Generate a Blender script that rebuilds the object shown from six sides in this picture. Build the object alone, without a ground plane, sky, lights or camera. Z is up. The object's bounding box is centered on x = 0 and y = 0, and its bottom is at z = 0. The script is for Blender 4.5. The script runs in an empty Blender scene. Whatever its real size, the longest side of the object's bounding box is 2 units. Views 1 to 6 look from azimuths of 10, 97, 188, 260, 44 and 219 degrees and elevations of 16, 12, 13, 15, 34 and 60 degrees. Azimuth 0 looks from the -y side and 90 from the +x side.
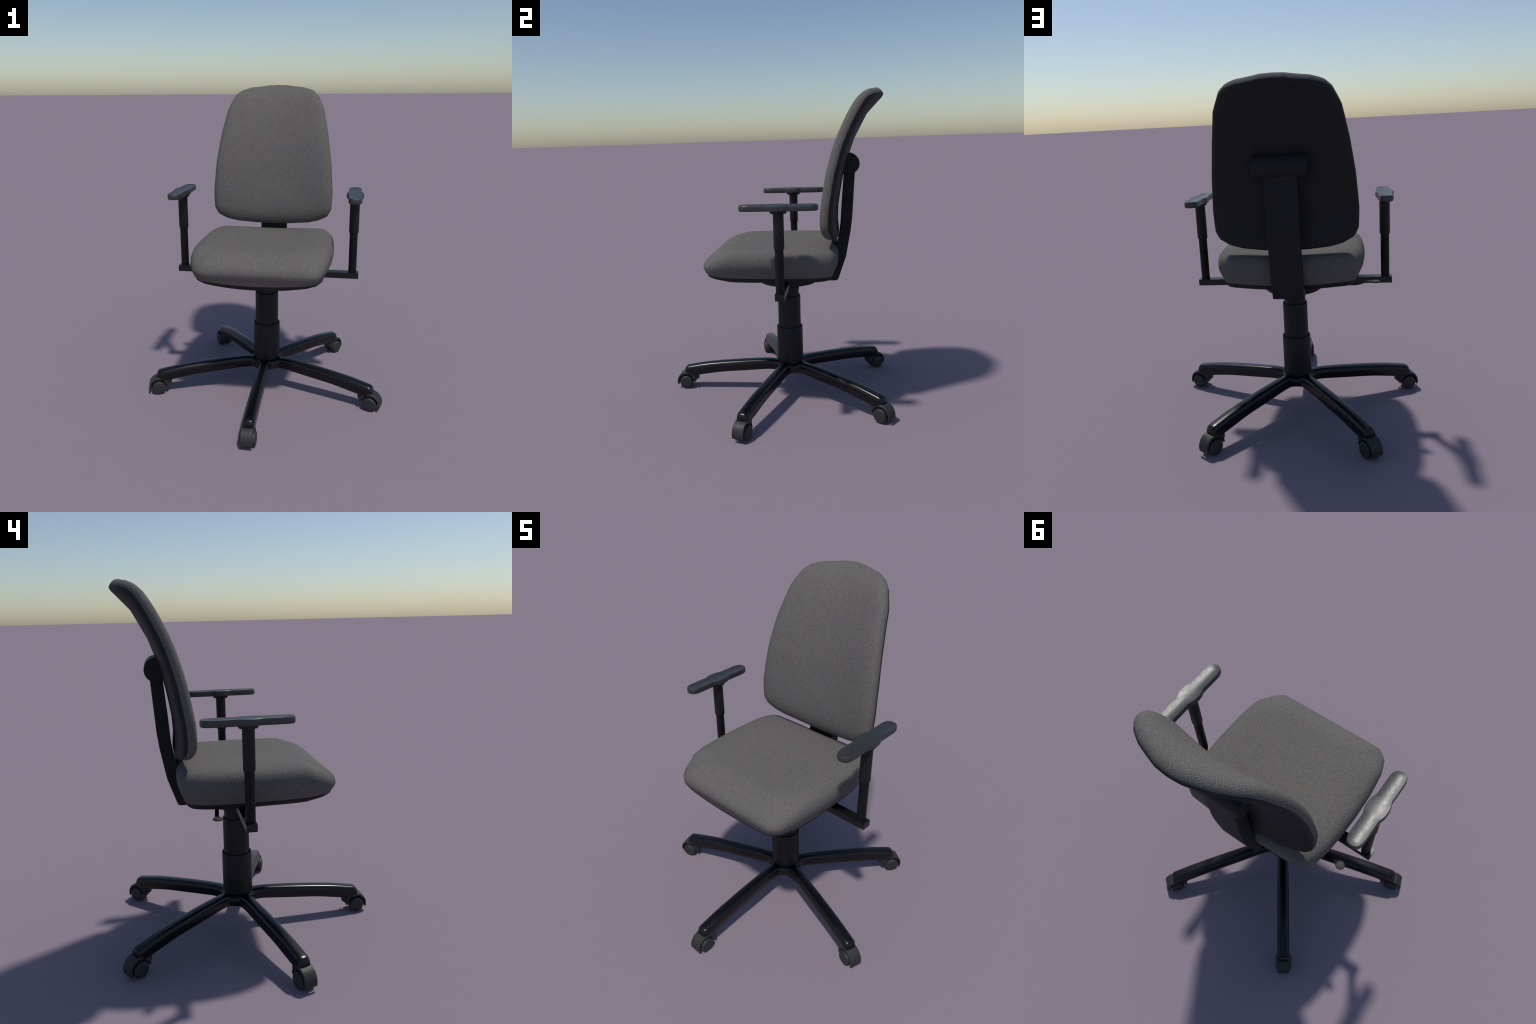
# Upholstered swivel office chair: five-legged glossy base with twin-wheel casters,
# telescopic column, seat with dished cushion, curved backrest on a bent flat bar,
# and two T-shaped armrests on a cross bar.  Metres, z up, sitter faces -y.
import bpy, bmesh
from math import sin, cos, tan, pi, radians, sqrt, atan2
from mathutils import Vector, Matrix

AXIS_Y = 0.067            # the column stands a little behind the middle of the box


# ------------------------------------------------------------------ materials
def new_mat(name, base, rough=0.5, spec=0.5):
    m = bpy.data.materials.new(name)
    m.use_nodes = True
    nt = m.node_tree
    b = nt.nodes["Principled BSDF"]
    b.inputs["Base Color"].default_value = (*base, 1)
    b.inputs["Roughness"].default_value = rough
    b.inputs["Specular IOR Level"].default_value = spec
    return m, nt, b


def node(nt, kind, **kw):
    n = nt.nodes.new(kind)
    for k, v in kw.items():
        if k in n.inputs:
            n.inputs[k].default_value = v
        else:
            setattr(n, k, v)
    return n


def ramp(nt, stops):
    r = nt.nodes.new("ShaderNodeValToRGB")
    e = r.color_ramp.elements
    while len(e) < len(stops):
        e.new(0.5)
    for el, (p, c) in zip(e, stops):
        el.position = p
        el.color = (*c, 1) if len(c) == 3 else c
    return r


def fabric_material(name, across, along):
    """Woven cloth: rows of rounded knots laid on the three main planes and blended by the normal."""
    m, nt, b = new_mat(name, (0.12, 0.117, 0.115), 0.95, 0.12)
    L = nt.links.new
    tc = node(nt, "ShaderNodeTexCoord")
    geo = node(nt, "ShaderNodeNewGeometry")
    sep = node(nt, "ShaderNodeSeparateXYZ")
    L(tc.outputs["Object"], sep.inputs[0])
    nsep = node(nt, "ShaderNodeSeparateXYZ")
    L(geo.outputs["Normal"], nsep.inputs[0])
    # a little drift so that the rows are not ruled lines
    drift = node(nt, "ShaderNodeTexNoise", Scale=9.0, Detail=2.0)
    L(tc.outputs["Object"], drift.inputs["Vector"])

    def math(op, a, bb=None, c=None):
        n = node(nt, "ShaderNodeMath", operation=op)
        for i, v in enumerate((a, bb, c)):
            if v is None:
                continue
            if isinstance(v, (int, float)):
                n.inputs[i].default_value = v
            else:
                L(v, n.inputs[i])
        return n.outputs[0]

    warp = node(nt, "ShaderNodeTexNoise", Scale=75.0, Detail=2.0)
    L(tc.outputs["Object"], warp.inputs["Vector"])
    wsep = node(nt, "ShaderNodeSeparateColor")
    L(warp.outputs["Color"], wsep.inputs[0])
    axes = (("Y", "Z", "X"), ("X", "Z", "Y"), ("X", "Y", "Z"))
    total, weight = None, None
    for u, v, n in axes:
        cu = math("MULTIPLY_ADD", sep.outputs[u], across, math("MULTIPLY", drift.outputs["Fac"], 2.2))
        cv = math("MULTIPLY_ADD", sep.outputs[v], along, math("MULTIPLY", drift.outputs["Fac"], 1.5))
        # neighbouring threads wander a little, so the knots are not ruled
        cu = math("MULTIPLY_ADD", wsep.outputs[0], 1.3, cu)
        cv = math("MULTIPLY_ADD", wsep.outputs[1], 1.7, cv)
        # over-and-under weave: knots where warp and weft crests meet, every other one offset
        weave = math("MULTIPLY", math("COSINE", math("MULTIPLY", cu, 2 * pi)), math("COSINE", math("MULTIPLY", cv, 2 * pi)))
        dist = math("MULTIPLY_ADD", weave, -0.30, 0.34)
        w = math("POWER", math("ABSOLUTE", nsep.outputs[n]), 5.0)
        t = math("MULTIPLY", dist, w)
        total = t if total is None else math("ADD", total, t)
        weight = w if weight is None else math("ADD", weight, w)
    knot = math("DIVIDE", total, math("MAXIMUM", weight, 0.001))
    fine = node(nt, "ShaderNodeTexNoise", Scale=330.0, Detail=2.0)
    L(tc.outputs["Object"], fine.inputs["Vector"])
    cloud = node(nt, "ShaderNodeTexNoise", Scale=26.0, Detail=3.0)
    L(tc.outputs["Object"], cloud.inputs["Vector"])
    cr = ramp(nt, [(0.05, LIGHT), (0.33, MIDDLE), (0.62, DARK)])
    L(knot, cr.inputs["Fac"])
    tint = ramp(nt, [(0.36, (0.965, 0.97, 1.0)), (0.64, (1.03, 1.02, 0.99))])
    L(cloud.outputs["Fac"], tint.inputs["Fac"])
    mx = node(nt, "ShaderNodeMix", data_type="RGBA", blend_type="MULTIPLY")
    mx.inputs[0].default_value = 1.0
    L(cr.outputs["Color"], mx.inputs[6])
    L(tint.outputs["Color"], mx.inputs[7])
    L(mx.outputs[2], b.inputs["Base Color"])
    height = math("MULTIPLY_ADD", fine.outputs["Fac"], 0.5, math("MULTIPLY", knot, -1.0))
    bp = node(nt, "ShaderNodeBump", Strength=0.7, Distance=0.003)
    L(height, bp.inputs["Height"])
    L(bp.outputs["Normal"], b.inputs["Normal"])
    return m


LIGHT, MIDDLE, DARK = (0.177, 0.168, 0.158), (0.130, 0.1235, 0.1165), (0.098, 0.093, 0.088)


def plastic_material(name, base, rough, spec=0.5, grain=0.12, specks=0.0, scale=260.0):
    m, nt, b = new_mat(name, base, rough, spec)
    L = nt.links.new
    tc = node(nt, "ShaderNodeTexCoord")
    no = node(nt, "ShaderNodeTexNoise", Scale=scale, Detail=3.0)
    L(tc.outputs["Object"], no.inputs["Vector"])
    if grain:
        bp = node(nt, "ShaderNodeBump", Strength=grain, Distance=0.0015)
        L(no.outputs["Fac"], bp.inputs["Height"])
        L(bp.outputs["Normal"], b.inputs["Normal"])
    if specks:
        vo = node(nt, "ShaderNodeTexVoronoi", Scale=60.0)
        L(tc.outputs["Object"], vo.inputs["Vector"])
        hi = tuple(min(1, c * (1 + specks)) for c in base)
        cr = ramp(nt, [(0.0, hi), (0.13, base)])
        L(vo.outputs["Distance"], cr.inputs["Fac"])
        L(cr.outputs["Color"], b.inputs["Base Color"])
    return m


FABRIC_SEAT = fabric_material("woven_fabric_seat", 80.0, 72.0)
FABRIC_BACK = fabric_material("woven_fabric_back", 88.0, 64.0)
SHELL = plastic_material("matt_black_plastic", (0.018, 0.018, 0.0188), 0.62, 0.22, 0.15, 1.2)
TUBE = plastic_material("satin_black_plastic", (0.0125, 0.0125, 0.0135), 0.55, 0.3, 0.12, 0.8)
GLOSS = plastic_material("glossy_black_coat", (0.0035, 0.0035, 0.004), 0.28, 0.42, 0.0)
CASTER = plastic_material("charcoal_plastic", (0.026, 0.027, 0.027), 0.55, 0.4, 0.15, 0.6)
METAL = plastic_material("black_lacquered_steel", (0.004, 0.004, 0.004), 0.36, 0.5, 0.0)
PAD = plastic_material("soft_grey_arm_pad", (0.025, 0.026, 0.028), 0.41, 0.72, 0.24, 0.0, 115.0)
# the pads are worn: patches of duller and shinier skin
_nt = PAD.node_tree
_tc = node(_nt, "ShaderNodeTexCoord")
_no = node(_nt, "ShaderNodeTexNoise", Scale=48.0, Detail=5.0, Roughness=0.65)
_nt.links.new(_tc.outputs["Object"], _no.inputs["Vector"])
_mr = node(_nt, "ShaderNodeMapRange")
for _i, _v in zip((1, 2, 3, 4), (0.32, 0.68, 0.385, 0.46)):
    _mr.inputs[_i].default_value = _v
_nt.links.new(_no.outputs["Fac"], _mr.inputs[0])
_nt.links.new(_mr.outputs[0], _nt.nodes["Principled BSDF"].inputs["Roughness"])
KNOB = plastic_material("grey_lever_plastic", (0.030, 0.031, 0.029), 0.6, 0.35, 0.1)
POST = plastic_material("black_post_plastic", (0.0065, 0.0065, 0.0068), 0.5, 0.22, 0.05)


# ------------------------------------------------------------------ mesh helpers
def add_object(name, bm, mat, parent=None, sharp=38, at=None):
    bmesh.ops.remove_doubles(bm, verts=bm.verts, dist=1e-5)
    bmesh.ops.recalc_face_normals(bm, faces=bm.faces)
    me = bpy.data.meshes.new(name)
    bm.to_mesh(me)
    bm.free()
    me.materials.append(mat)
    me.polygons.foreach_set("use_smooth", [True] * len(me.polygons))
    if sharp:
        me.set_sharp_from_angle(angle=radians(sharp))
    ob = bpy.data.objects.new(name, me)
    bpy.context.scene.collection.objects.link(ob)
    if at is not None:
        ob.location = at
    ob.parent = parent
    return ob


def instance(src, name, matrix, parent):
    ob = src.copy()
    ob.name = name
    bpy.context.scene.collection.objects.link(ob)
    ob.parent = parent
    ob.matrix_local = matrix
    return ob


def loft(bm, rings, cap_start=False, cap_end=False, close=True):
    rows = [[bm.verts.new(p) for p in r] for r in rings]
    n = len(rows[0])
    for a, b in zip(rows, rows[1:]):
        for i in range(n if close else n - 1):
            j = (i + 1) % n
            bm.faces.new((a[i], a[j], b[j], b[i]))
    if cap_start:
        bm.faces.new(rows[0])
    if cap_end:
        bm.faces.new(rows[-1])
    return rows


def lathe(bm, profile, centre=(0, 0), n=48, sx=1.0, sy=1.0):
    """profile: (radius, z) from bottom to top, closed with caps."""
    rings = []
    for r, z in profile:
        rings.append([(centre[0] + sx * r * cos(2 * pi * i / n), centre[1] + sy * r * sin(2 * pi * i / n), z) for i in range(n)])
    loft(bm, rings, True, True)


def prism_along_x(bm, outline, x0, x1, chamfer=0.0):
    """outline: (y, z) loop; ends chamfered by shrinking towards the centroid."""
    cy = sum(p[0] for p in outline) / len(outline)
    cz = sum(p[1] for p in outline) / len(outline)

    def ring(x, k):
        out = []
        for y, z in outline:
            d = Vector((cy - y, cz - z))
            d = d.normalized() * k if d.length else d
            out.append((x, y + d.x, z + d.y))
        return out
    if chamfer:
        rings = [ring(x0, chamfer), ring(x0 + chamfer, 0), ring(x1 - chamfer, 0), ring(x1, chamfer)]
    else:
        rings = [ring(x0, 0), ring(x1, 0)]
    loft(bm, rings, True, True)


def interp(table, x):
    if x <= table[0][0]:
        return table[0][1]
    for (a, u), (b, v) in zip(table, table[1:]):
        if x <= b:
            return u + (v - u) * (x - a) / (b - a)
    return table[-1][1]


def refine(points, steps, bend=0.6):
    """Open polyline -> denser one; bend 0 keeps straight runs, 1 is a Catmull-Rom curve."""
    P = [Vector(p) for p in points]
    out = []
    for i in range(len(P) - 1):
        p0, p1, p2, p3 = P[max(i - 1, 0)], P[i], P[i + 1], P[min(i + 2, len(P) - 1)]
        for s in range(steps):
            t = s / steps
            lin = p1.lerp(p2, t)
            cr = 0.5 * (2 * p1 + (p2 - p0) * t + (2 * p0 - 5 * p1 + 4 * p2 - p3) * t * t + (3 * p1 - p0 - 3 * p2 + p3) * t ** 3)
            out.append(lin.lerp(cr, bend))
    out.append(P[-1])
    return out


def mirrored_loop(half):
    """half outline from x=0 (bottom/front) to x=0 (top/back) on the +x side -> full loop."""
    rest = [Vector((-p[0], *p[1:])) for p in reversed(half[1:-1])]
    return half + rest


# ------------------------------------------------------------------ the chair
chair = bpy.data.objects.new("office_chair", None)
bpy.context.scene.collection.objects.link(chair)
chair.location = (0, AXIS_Y, 0)
chair["label"] = "grey fabric swivel office chair with armrests on five black casters"
chair["category"] = "office chair"
INV = Matrix.Translation((0, -AXIS_Y, 0))


def part(name, bm, mat, parent=chair, sharp=38, origin=(0, 0, 0)):
    """Build in world coordinates, store around a sensible origin, parent without offsets."""
    o = Vector(origin)
    bmesh.ops.translate(bm, verts=bm.verts, vec=-o)
    ob = add_object(name, bm, mat, None, sharp)
    base = Vector((0, 0, 0))
    p = parent
    while p is not None:
        base += p.location
        p = p.parent
    ob.location = o - base
    ob.parent = parent
    return ob


# ------------------------------------------------------------------ backrest
# Spine of the seam surface at x = 0 (y, z), bottom to top.
SPINE = [(0.392, 1.060), (0.387, 1.083), (0.379, 1.130), (0.372, 1.190), (0.377, 1.300), (0.411, 1.496),
         (0.460, 1.668), (0.537, 1.828), (0.592, 1.908), (0.642, 1.950), (0.683, 1.983), (0.715, 2.009)]
SP = refine([Vector(p) for p in SPINE], 6, 0.7)
LEN = [0.0]
for a, b in zip(SP, SP[1:]):
    LEN.append(LEN[-1] + (b - a).length)


def spine(w):
    for i in range(len(SP) - 1):
        if w <= LEN[i + 1] or i == len(SP) - 2:
            t = (w - LEN[i]) / (LEN[i + 1] - LEN[i])
            lo, hi = SP[max(i - 2, 0)], SP[min(i + 3, len(SP) - 1)]
            tan_ = (hi - lo).normalized()
            return SP[i].lerp(SP[i + 1], t), Vector((-tan_.y, tan_.x))   # point, forward normal


def w_at(y, z):
    best = min(range(len(SP)), key=lambda i: (SP[i] - Vector((y, z))).length)
    lo, hi = SP[max(best - 1, 0)], SP[min(best + 1, len(SP) - 1)]
    d = hi - lo
    t = max(0, min(1, (Vector((y, z)) - lo).dot(d) / d.length_squared))
    return LEN[max(best - 1, 0)] + t * d.length


# seam corner points on the +x side: half width, y, z
SEAM = [(0.0, 0.387, 1.079), (0.12, 0.385, 1.083), (0.241, 0.375, 1.094), (0.313, 0.364, 1.111), (0.374, 0.353, 1.143),
        (0.401, 0.341, 1.191), (0.406, 0.347, 1.301), (0.391, 0.381, 1.495), (0.365, 0.431, 1.668), (0.328, 0.503, 1.842),
        (0.284, 0.556, 1.922), (0.250, 0.589, 1.948), (0.186, 0.629, 1.961), (0.062, 0.671, 1.975), (0.0, 0.677, 1.976)]
half = [Vector((x, w_at(y, z))) for x, y, z in SEAM]
half = refine(half, 3, 0.2)
LOOP = mirrored_loop(half)
W_MID = w_at(0.40, 1.45)
ARC = [(w_at(0.387, 1.083), 0.19), (w_at(0.377, 1.30), 0.19), (w_at(0.460, 1.668), 0.235), (w_at(0.537, 1.828), 0.31),
       (w_at(0.592, 1.908), 0.44), (w_at(0.642, 1.95), 0.50), (w_at(0.683, 1.983), 0.45)]


def back_point(x, w, off):
    p, nrm = spine(w)
    q = p + nrm * (interp(ARC, w) * x * x + off)
    return Vector((x, q.x, q.y))


def inward(loop):
    """Unit-speed inward directions (mitred) of a closed plan loop."""
    n = len(loop)
    area = sum(p.x * q.y - q.x * p.y for p, q in zip(loop, loop[1:] + loop[:1]))
    s = 1 if area > 0 else -1
    out = []
    for i in range(n):
        e1 = (loop[i] - loop[i - 1]).normalized()
        e2 = (loop[(i + 1) % n] - loop[i]).normalized()
        n1, n2 = Vector((-e1.y, e1.x)) * s, Vector((-e2.y, e2.x)) * s
        m = n1 + n2
        out.append(m / max(m.dot(n1), 0.5))
    # even out the directions so neighbouring rays fan smoothly round the corners
    for _ in range(3):
        out = [(out[i - 1] + out[i] * 2 + out[(i + 1) % n]) / 4 for i in range(n)]
    return out


BACK_IN = inward(LOOP)


def back_ring(inset, off):
    return [back_point(*(p + d * inset), off) for p, d in zip(LOOP, BACK_IN)]


def back_fraction_ring(f, off, start_inset):
    c = Vector((0.0, W_MID))
    return [back_point(*((p + d * start_inset).lerp(c, f)), off) for p, d in zip(LOOP, BACK_IN)]


bm = bmesh.new()
rings = [back_ring(i, o) for i, o in [(0.002, 0.000), (0.000, 0.006), (0.001, 0.020), (0.006, 0.034), (0.018, 0.047), (0.040, 0.055), (0.070, 0.059)]]
rings += [back_fraction_ring(f, o, 0.070) for f, o in [(0.10, 0.0585), (0.25, 0.0555), (0.45, 0.0510), (0.65, 0.0480), (0.85, 0.0465), (1.0, 0.046)]]
loft(bm, rings)
backrest_cushion = part("backrest_cushion", bm, FABRIC_BACK, sharp=0, origin=(0, 0.42, 1.5))

bm = bmesh.new()
rings = [back_ring(i, o) for i, o in [(0.004, 0.001), (0.0005, -0.001), (0.003, -0.013), (0.010, -0.018), (0.026, -0.0235), (0.05, -0.026)]]
rings += [back_fraction_ring(f, o, 0.05) for f, o in [(0.2, -0.0265), (0.5, -0.0265), (0.8, -0.0265), (1.0, -0.0265)]]
loft(bm, rings)
backrest_shell = part("backrest_shell", bm, SHELL, sharp=50, origin=(0, 0.42, 1.5))

# hinge roll behind the backrest
bm = bmesh.new()
N = 40
prism_along_x(bm, [(0.471 + 0.0625 * cos(2 * pi * i / N), 1.549 + 0.0625 * sin(2 * pi * i / N)) for i in range(N)], -0.143, 0.143, 0.003)
hinge = part("backrest_hinge", bm, SHELL, origin=(0, 0.471, 1.549))

# bent flat bar that carries the backrest
OUTER = [(0.507, 1.530), (0.505, 1.484), (0.489, 1.207), (0.4785, 1.123), (0.449, 0.957), (0.404, 0.822), (0.397, 0.806), (0.386, 0.798), (0.330, 0.797)]
INNER = [(0.440, 1.530), (0.437, 1.466), (0.424, 1.301), (0.415, 1.154), (0.405, 1.080), (0.380, 0.975), (0.352, 0.880), (0.346, 0.862), (0.336, 0.852), (0.320, 0.850)]
outline = [Vector(p) for p in OUTER] + [Vector((0.10, 0.797)), Vector((0.10, 0.850))] + [Vector(p) for p in reversed(INNER)]
bm = bmesh.new()
W = 0.088
c = 0.003
for_rings = []


def inset_outline(pts, d):
    out = []
    n = len(pts)
    for i in range(n):
        a, p, b = pts[i - 1], pts[i], pts[(i + 1) % n]
        e1, e2 = (p - a).normalized(), (b - p).normalized()
        n1, n2 = Vector((-e1.y, e1.x)), Vector((-e2.y, e2.x))
        m = (n1 + n2)
        m = m / max(m.dot(n1), 0.3)
        out.append(p + m * d)
    return out


area = sum(a.x * b.y - b.x * a.y for a, b in zip(outline, outline[1:] + outline[:1]))
if area < 0:
    outline.reverse()
small = inset_outline(outline, c)
loft(bm, [[(-W, p.x, p.y) for p in small], [(-W + c, p.x, p.y) for p in outline], [(W - c, p.x, p.y) for p in outline], [(W, p.x, p.y) for p in small]], True, True)
bar = part("backrest_support_bar", bm, SHELL, sharp=30, origin=(0, 0.45, 1.15))

# ------------------------------------------------------------------ seat
BELT = [(0.0, -0.437), (0.17, -0.437), (0.325, -0.434), (0.377, -0.391), (0.413, -0.292), (0.430, -0.16), (0.436, 0.0),
        (0.433, 0.12), (0.424, 0.24), (0.409, 0.310), (0.386, 0.365), (0.345, 0.391), (0.20, 0.399), (0.0, 0.400)]
belt_half = refine([Vector(p) for p in BELT], 3, 0.25)
SEAT_LOOP = mirrored_loop(belt_half)


def frontness(p):
    """1 on the waterfall front edge, 0 at sides and back."""
    t = (-p.y - 0.28) / 0.12
    return max(0.0, min(1.0, t))


def backness(p):
    t = (p.y - 0.30) / 0.07
    return max(0.0, min(1.0, t))


def middle(p):
    return 1 - min(1, abs(p.x) / 0.34) ** 2


def seam_z(p):
    """Lower edge of the cloth: it sags towards the middle of the front and back edges."""
    return 0.885 + 0.006 * frontness(p) - (0.020 * frontness(p) + 0.018 * backness(p)) * middle(p) + 0.003 * backness(p)


# (inset, z) of the upper cushion for side, front and back edges
SIDE = [(0.036, 0.0), (0.016, 0.925), (0.003, 0.955), (0.000, 0.978), (0.002, 1.003), (0.011, 1.027), (0.030, 1.046), (0.060, 1.057), (0.105, 1.062)]
FRONT = [(0.027, 0.0), (0.011, 0.914), (0.001, 0.935), (0.000, 0.951), (0.008, 0.974), (0.030, 0.997), (0.064, 1.017), (0.105, 1.038), (0.150, 1.056)]
BACK = [(0.034, 0.0), (0.014, 0.925), (0.001, 0.955), (0.000, 0.985), (0.002, 1.006), (0.010, 1.024), (0.023, 1.038), (0.040, 1.049), (0.085, 1.056)]


def seat_target(p):
    return Vector((max(-0.16, min(0.16, p.x * 0.45)), max(-0.16, min(0.14, p.y * 0.5))))


def seat_ring(k):
    out = []
    for p in SEAT_LOOP:
        f, b = frontness(p), backness(p)
        ins = SIDE[k][0] * (1 - f - b) + FRONT[k][0] * f + BACK[k][0] * b
        z = SIDE[k][1] * (1 - f - b) + FRONT[k][1] * f + BACK[k][1] * b
        if k == 0:
            z = seam_z(p)
        d = seat_target(p) - p
        q = p + d.normalized() * ins
        out.append(Vector((q.x, q.y, z)))
    return out


def dish(x, y):
    """Height of the sitting surface away from the rim."""
    across = max(0.0, 1 - (x / 0.33) ** 2)
    return 1.061 - 0.011 * across * across - 0.002 * max(0, (-y - 0.1) / 0.2) ** 2


bm = bmesh.new()
rings = [seat_ring(k) for k in range(len(SIDE))]
for k, drop in ((7, 0.5), (8, 1.0), (6, 0.25)):          # the rim already follows the dish a little
    for v in rings[k]:
        across = max(0.0, 1 - (v.x / 0.33) ** 2)
        v.z -= 0.009 * drop * across * across
last = rings[-1]
for f in (0.12, 0.28, 0.45, 0.62, 0.8, 1.0):
    r = []
    for v in last:
        q = v.copy()
        q.x, q.y = v.x * (1 - f), v.y * (1 - f) - 0.02 * f
        g = min(1.0, f / 0.45)
        g = g * g * (3 - 2 * g)
        q.z = v.z * (1 - g) + dish(q.x, q.y) * g
        r.append(q)
    rings.append(r)
under = [Vector((v.x * 0.99, v.y * 0.99, v.z + 0.012)) for v in rings[0]]
loft(bm, [under] + rings, True, False)
seat_cushion = part("seat_cushion", bm, FABRIC_SEAT, sharp=60, origin=(0, 0, 0.95))

bm = bmesh.new()
top = []
for v in seat_ring(0):
    top.append(v)
pan = [[Vector((v.x, v.y, v.z + 0.004)) for v in top], [Vector((v.x, v.y, v.z - 0.003)) for v in top]]


def pan_ring(ins, drop):
    out = []
    for p, v in zip(SEAT_LOOP, top):
        f = frontness(p)
        d = (seat_target(p) - p).normalized()
        q = Vector((v.x, v.y)) + d * ins
        out.append(Vector((q.x, q.y, v.z - drop * (1 + f * (0.06 * middle(p) - 0.30 * (1 - middle(p)))))))
    return out


pan += [pan_ring(0.004, 0.013), pan_ring(0.020, 0.029), pan_ring(0.040, 0.034)]
low = pan[-1]
for f, z in ((0.25, 0.842), (0.55, 0.832), (0.85, 0.826), (1.0, 0.825)):
    pan.append([Vector((v.x * (1 - f), v.y * (1 - f), v.z * (1 - min(1, f / 0.25)) + z * min(1, f / 0.25))) for v in low])
loft(bm, pan, True, False)
seat_pan = part("seat_pan", bm, SHELL, sharp=40, origin=(0, 0, 0.86))

# tilt mechanism: a shallow dish under the pan flaring into the column
bm = bmesh.new()
lathe(bm, [(0.060, 0.700), (0.0665, 0.712), (0.069, 0.735), (0.078, 0.748), (0.100, 0.757), (0.150, 0.765), (0.184, 0.774), (0.196, 0.785), (0.200, 0.800), (0.200, 0.835)], (0, AXIS_Y), 48, 0.92, 1.0)
mech = part("tilt_mechanism", bm, SHELL, sharp=50, origin=(0, AXIS_Y, 0.78))

# height lever: thin bent strip with a round paddle, on the -x side
bm = bmesh.new()
LEVER = refine([Vector(p) for p in [(-0.10, 0.835), (-0.25, 0.829), (-0.36, 0.828), (-0.395, 0.832), (-0.435, 0.845), (-0.462, 0.847), (-0.492, 0.846)]], 4, 0.9)
rings = []
for p in LEVER:
    hw, hh = 0.0105, 0.0035
    ly = 0.220 + 0.105 * min(0.0, -p.x - 0.45)      # runs slightly forward on its way in
    rings.append([(p.x, ly - hw, p.y - hh), (p.x, ly + hw, p.y - hh), (p.x, ly + hw, p.y + hh), (p.x, ly - hw, p.y + hh)])
loft(bm, rings, True, True)
lever = part("height_lever", bm, METAL, sharp=40, origin=(-0.3, 0.22, 0.83))
bm = bmesh.new()
lathe(bm, [(0.017, 0.840), (0.0235, 0.842), (0.025, 0.846), (0.0235, 0.850), (0.017, 0.852)], (-0.493, 0.220), 32)
paddle = part("lever_paddle", bm, KNOB, parent=lever, sharp=20, origin=(-0.493, 0.22, 0.846))

# ------------------------------------------------------------------ armrests
bm = bmesh.new()
X = 0.594
box = [(0.0392, 0.8008), (0.0948, 0.8008), (0.0948, 0.8385), (0.0392, 0.8385)]
prism_along_x(bm, box, -X, X)
crossbar = part("armrest_crossbar", bm, METAL, sharp=30, origin=(0, AXIS_Y, 0.82))


def pad_outline():
    """Half width over length of the pad: rounded ends and a swelling over the post."""
    pts = [(0.0, -0.2255), (0.016, -0.2225), (0.030, -0.2125), (0.0385, -0.194), (0.0412, -0.170), (0.0415, -0.115),
           (0.0412, -0.066), (0.0430, -0.054), (0.0478, -0.040), (0.0520, -0.024), (0.0535, 0.0)]
    rear = [(x, -y) for x, y in reversed(pts[:-1])]
    return mirrored_loop(refine([Vector(p) for p in pts + rear], 3, 0.75))


PAD_LOOP = pad_outline()


def armrest(side):
    cx = 0.555 * side
    bm = bmesh.new()
    lathe(bm, [(0.0245, 0.8385), (0.0252, 0.842), (0.0252, 1.115)], (cx, AXIS_Y), 32)
    arm = part("armrest", bm, POST, sharp=40, origin=(cx, AXIS_Y, 0.8385))
    bm = bmesh.new()
    lathe(bm, [(0.0265, 1.0985), (0.0293, 1.0985), (0.0303, 1.1005), (0.0303, 1.308)], (cx, AXIS_Y), 32)
    part("armrest_sleeve", bm, TUBE, parent=arm, sharp=40, origin=(cx, AXIS_Y, 1.1))
    bm = bmesh.new()
    lathe(bm, [(0.040, 1.3015), (0.0455, 1.3035), (0.0465, 1.308), (0.0465, 1.314), (0.0525, 1.3145), (0.0525, 1.3195)], (cx, AXIS_Y), 40, 0.90, 1.03)
    part("armrest_plate", bm, TUBE, parent=arm, sharp=40, origin=(cx, AXIS_Y, 1.31))
    bm = bmesh.new()

    def ring(k, z, dome=0.0):
        out = []
        for p in PAD_LOOP:
            # shrink towards a long centre segment
            c = Vector((0, max(-0.185, min(0.185, p.y))))
            d = c - p
            q = p + d.normalized() * min(k, d.length * 0.999)
            tip = max(0.0, (abs(q.y) - 0.17) / 0.055)
            out.append((cx + q.x, AXIS_Y + q.y, z - dome * tip))
        return out

    def frac(f, z):
        out = []
        for p in PAD_LOOP:
            c = Vector((0, max(-0.185, min(0.185, p.y))))
            q = p + (c - p).normalized() * min(0.0040, (c - p).length * 0.99)
            q = q.lerp(c, f)
            g = 1 - f
            out.append((cx + q.x, AXIS_Y + q.y, z))
        return out
    rings = [frac(0.95, 1.3165), ring(0.011, 1.3165), ring(0.004, 1.3178), ring(0.001, 1.3212), ring(0.0, 1.327), ring(0.0, 1.340, 0.001),
             ring(0.0008, 1.3465, 0.0015), ring(0.0026, 1.3502, 0.002), frac(0.0, 1.3512), frac(0.25, 1.3490), frac(0.5, 1.3473), frac(0.75, 1.3462), frac(0.97, 1.3459)]
    loft(bm, rings, True, True)
    part("armrest_pad", bm, PAD, parent=arm, sharp=28, origin=(cx, AXIS_Y, 1.335))


armrest(1)
armrest(-1)

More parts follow.
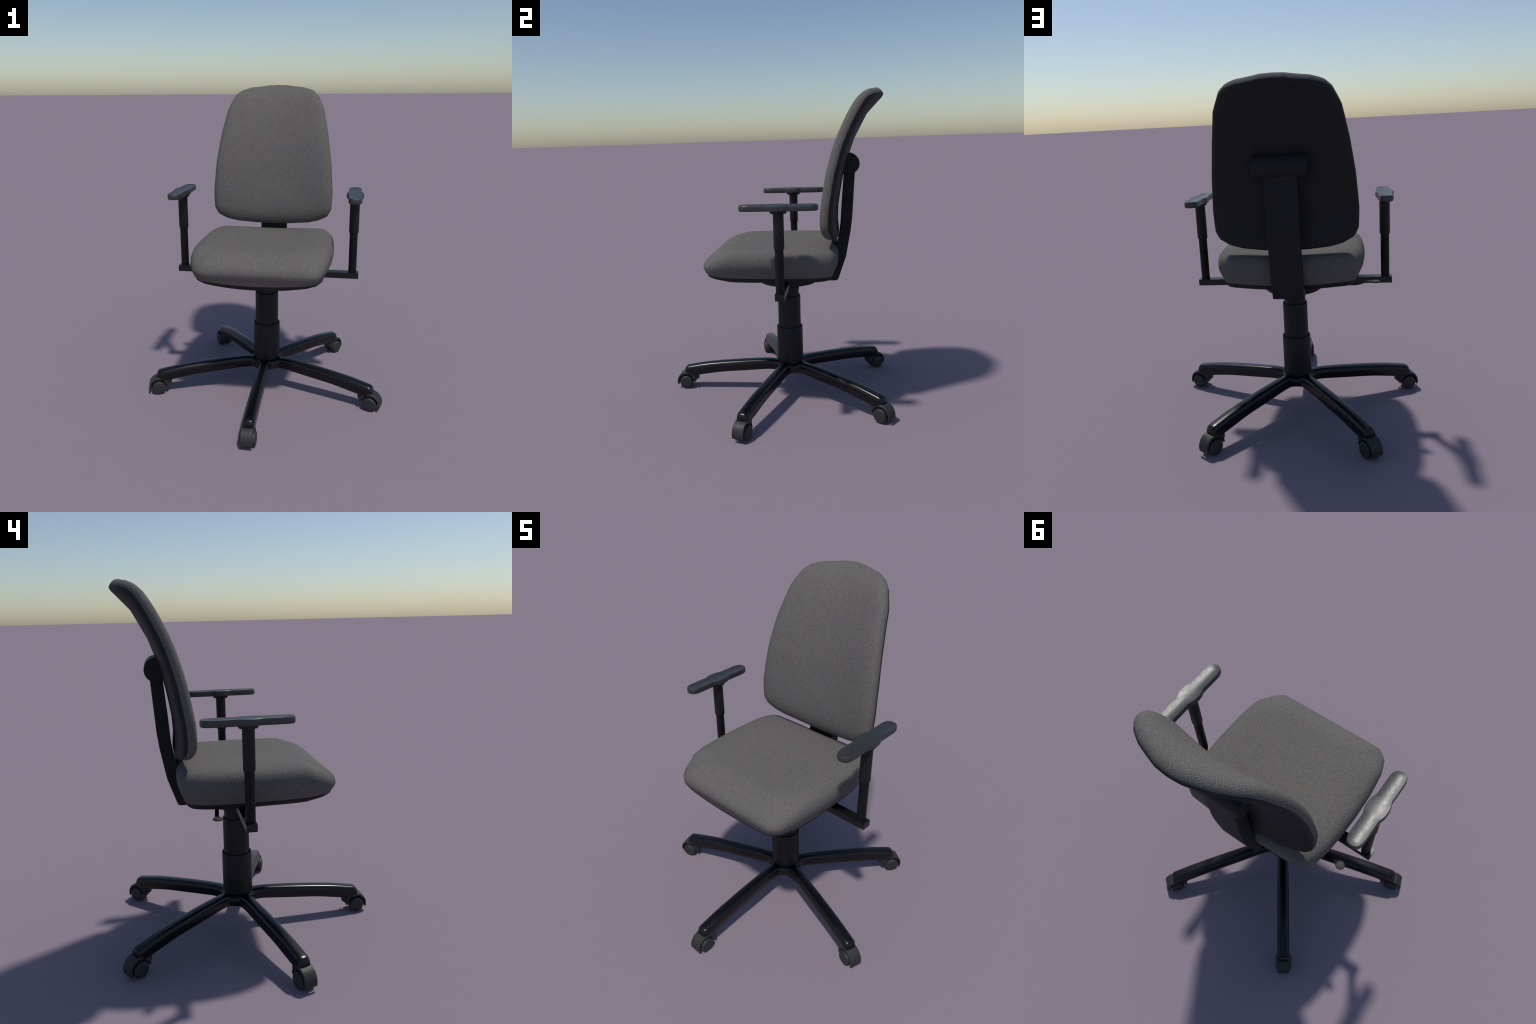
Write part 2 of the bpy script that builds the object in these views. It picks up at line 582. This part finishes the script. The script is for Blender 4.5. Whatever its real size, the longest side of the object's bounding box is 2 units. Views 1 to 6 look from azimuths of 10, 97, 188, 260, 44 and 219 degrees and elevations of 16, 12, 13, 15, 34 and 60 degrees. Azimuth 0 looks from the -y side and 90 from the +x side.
# ------------------------------------------------------------------ column
bm = bmesh.new()
lathe(bm, [(0.066, 0.205), (0.079, 0.208), (0.085, 0.214), (0.087, 0.224), (0.087, 0.459), (0.0858, 0.463), (0.0825, 0.465), (0.0795, 0.463), (0.0785, 0.456), (0.070, 0.452)], (0, AXIS_Y), 56)
column = part("column_lower_sleeve", bm, TUBE, sharp=32, origin=(0, AXIS_Y, 0.2))
bm = bmesh.new()
lathe(bm, [(0.070, 0.44), (0.0755, 0.44), (0.0755, 0.674), (0.0745, 0.678), (0.0715, 0.680), (0.0690, 0.678), (0.068, 0.671), (0.060, 0.668)], (0, AXIS_Y), 56)
part("column_upper_sleeve", bm, TUBE, sharp=32, origin=(0, AXIS_Y, 0.44))
bm = bmesh.new()
lathe(bm, [(0.060, 0.655), (0.0662, 0.655), (0.0662, 0.745), (0.060, 0.75)], (0, AXIS_Y), 56)
part("column_piston", bm, TUBE, sharp=32, origin=(0, AXIS_Y, 0.655))

# ------------------------------------------------------------------ five-legged base
TOP = [(0.0, 0.2150), (0.09, 0.2165), (0.16, 0.2200), (0.31, 0.2120), (0.50, 0.1950), (0.60, 0.1830), (0.686, 0.1680), (0.722, 0.1615), (0.738, 0.1575), (0.746, 0.1480), (0.752, 0.1330)]
BOT = [(0.0, 0.1520), (0.10, 0.1520), (0.157, 0.1530), (0.322, 0.1400), (0.48, 0.1270), (0.60, 0.1090), (0.65, 0.1010), (0.70, 0.0950), (0.75, 0.0920)]
TOP = [tuple(p) for p in refine([Vector(p) for p in TOP[:7]], 5, 1.0)] + TOP[7:]
BOT = [tuple(p) for p in refine([Vector(p) for p in BOT], 5, 1.0)]
APO = 0.105
bx, by = APO * cos(pi / 5), APO * sin(pi / 5)
ux, uy = sin(pi / 5), -cos(pi / 5)
STATIONS = [((0.0, 0), (bx, by)), ((0.040, 0), (bx + 0.016 * ux, by + 0.016 * uy)), ((0.075, 0), (bx + 0.0285 * ux, by + 0.0285 * uy)),
            ((0.105, 0), (0.112, 0.0365)), ((0.130, 0), (0.134, 0.0350)), ((0.160, 0), (0.160, 0.0346))]
for r in [0.18 + 0.02 * i for i in range(27)]:
    STATIONS.append(((r, 0), (r, 0.0346 + 0.0022 * min(1, (r - 0.16) / 0.2))))
STATIONS += [((0.722, 0), (0.720, 0.0366)), ((0.736, 0), (0.733, 0.0355)), ((0.743, 0), (0.740, 0.0335)), ((0.748, 0), (0.7455, 0.0310)), ((0.7520, 0), (0.7500, 0.0275))]
# (fraction of half width, drop below the crown); negative code counts from the bottom
SECTION = [(0.0, 0.0), (0.20, 0.0002), (0.40, 0.0009), (0.58, 0.0025), (0.72, 0.0056), (0.83, 0.0098), (0.91, 0.0150), (0.965, 0.0210), (0.993, 0.0280), (1.0, 0.0360)]


def section(station, sign):
    (cx, _), (ex, ey) = station
    out = []
    for f, drop in SECTION:
        x, y = cx + (ex - cx) * f, (ey * f)
        r = sqrt(x * x + y * y) if cx < 0.16 else x
        z = interp(TOP, r) - drop
        out.append(Vector((x, sign * y, z)))
    r = ex if cx >= 0.16 else sqrt(ex * ex + ey * ey)
    zb = interp(BOT, r)
    out[-1].z = max(out[-1].z, zb + 0.02)
    out.append(Vector((ex, sign * ey, zb + 0.003)))
    out.append(Vector((cx + (ex - cx) * 0.94, sign * ey * 0.94, zb)))
    out.append(Vector((cx, 0, zb)))
    return out


def leg_sector(bm, angle):
    rot = Matrix.Rotation(angle, 3, "Z")
    for sign in (1, -1):
        rows = [[bm.verts.new(rot @ p) for p in section(s, sign)] for s in STATIONS]
        for a, b in zip(rows, rows[1:]):
            for i in range(len(a) - 1):
                vs = [a[i], b[i], b[i + 1], a[i + 1]]
                try:
                    bm.faces.new(vs)
                except ValueError:
                    pass
        # end cap
        endc = rows[-1]
        bm.faces.new(endc)


full = bmesh.new()
for k in range(5):
    leg_sector(full, 2 * pi * k / 5)
bmesh.ops.remove_doubles(full, verts=full.verts, dist=2e-5)
bmesh.ops.dissolve_degenerate(full, dist=1e-6, edges=full.edges)
bmesh.ops.recalc_face_normals(full, faces=full.faces)
full.normal_update()
whole_normals = {}
for v in full.verts:
    n = Vector((0, 0, 0))
    for f in v.link_faces:
        n += f.normal * f.calc_area() ** 0.5
    whole_normals[tuple(round(c, 4) for c in v.co)] = n.normalized()
full.free()

bm = bmesh.new()
leg_sector(bm, 0.0)
bmesh.ops.remove_doubles(bm, verts=bm.verts, dist=2e-5)
bmesh.ops.dissolve_degenerate(bm, dist=1e-6, edges=bm.edges)
bmesh.ops.recalc_face_normals(bm, faces=bm.faces)
me = bpy.data.meshes.new("base_leg")
bm.to_mesh(me)
bm.free()
me.materials.append(GLOSS)
me.polygons.foreach_set("use_smooth", [True] * len(me.polygons))
fallback = Vector((0, 0, 1))
me.normals_split_custom_set_from_vertices([whole_normals.get(tuple(round(c, 4) for c in v.co), v.normal) for v in me.vertices])

base = bpy.data.objects.new("star_base", None)
bpy.context.scene.collection.objects.link(base)
base.parent = chair

# ------------------------------------------------------------------ casters (built pointing along +x, axle at r = 0.742)
AX_R, AX_Z, WHEEL = 0.741, 0.0448, 0.0448


def caster_hood_mesh():
    bm = bmesh.new()
    a0, a1, n = radians(-17), radians(178), 30
    ro, ri, hw, ch = 0.0655, 0.0565, 0.0365, 0.003
    rings = []
    for i in range(n + 1):
        a = a0 + (a1 - a0) * i / n
        rout = ro + 0.005 * max(0.0, sin(a)) ** 2
        ca, sa = cos(a), sin(a)

        def P(r, y):
            return (AX_R + r * ca, y, AX_Z + r * sa)
        rings.append([P(ri, -hw), P(rout - ch, -hw), P(rout, -hw + ch), P(rout, hw - ch), P(rout - ch, hw), P(ri, hw)])
    loft(bm, rings, True, True)
    # middle rib between the wheels, carrying the axle
    for y0, y1 in ((-0.006, 0.006),):
        prof = [(AX_R + 0.058 * cos(radians(t)), AX_Z + 0.058 * sin(radians(t))) for t in range(0, 181, 12)]
        prof += [(AX_R - 0.03, AX_Z - 0.012), (AX_R, AX_Z - 0.016), (AX_R + 0.03, AX_Z - 0.012)]
        loft(bm, [[(x, y0, z) for x, z in prof], [(x, y1, z) for x, z in prof]], True, True)
    # swivel socket
    sx, sr, m = 0.688, 0.034, 28
    prof = [(0.020, 0.0585), (0.030, 0.0610), (0.034, 0.0680), (0.034, 0.118)]
    loft(bm, [[(sx + r * cos(2 * pi * i / m), r * sin(2 * pi * i / m), z) for i in range(m)] for r, z in prof], True, True)
    return bm


def caster_wheel_mesh():
    """Disc wheel on the +y side of the axle, axis along y, centred on its own origin."""
    bm = bmesh.new()
    m = 40
    prof = [(0.040, 0.006), (0.0435, 0.0075), (WHEEL, 0.012), (WHEEL, 0.037), (0.0440, 0.0405), (0.0420, 0.0440), (0.0395, 0.0462), (0.0350, 0.0472), (0.018, 0.0475)]
    loft(bm, [[(r * cos(2 * pi * i / m), y, r * sin(2 * pi * i / m)) for i in range(m)] for r, y in prof], True, True)
    return bm


hood = add_object("caster", caster_hood_mesh(), CASTER, None, 40)
wheel = add_object("caster_wheel", caster_wheel_mesh(), CASTER, None, 30)
first = True
for k in range(5):
    ang = radians(-90 + 72 * k)
    R = Matrix.Rotation(ang, 4, "Z")
    leg = bpy.data.objects.new("base_leg", me)
    bpy.context.scene.collection.objects.link(leg)
    leg.parent = base
    leg.matrix_local = R
    if first:
        h, first = hood, False
        h.parent = chair
        h.matrix_local = R
    else:
        h = instance(hood, "caster", R, chair)
    for s in (0, 1):
        M = Matrix.Translation((AX_R, 0, AX_Z)) @ Matrix.Rotation(pi * s, 4, "Z")
        if k == 0 and s == 0:
            wheel.parent = h
            wheel.matrix_local = M
        else:
            instance(wheel, "caster_wheel", M, h)
bpy.context.view_layer.update()
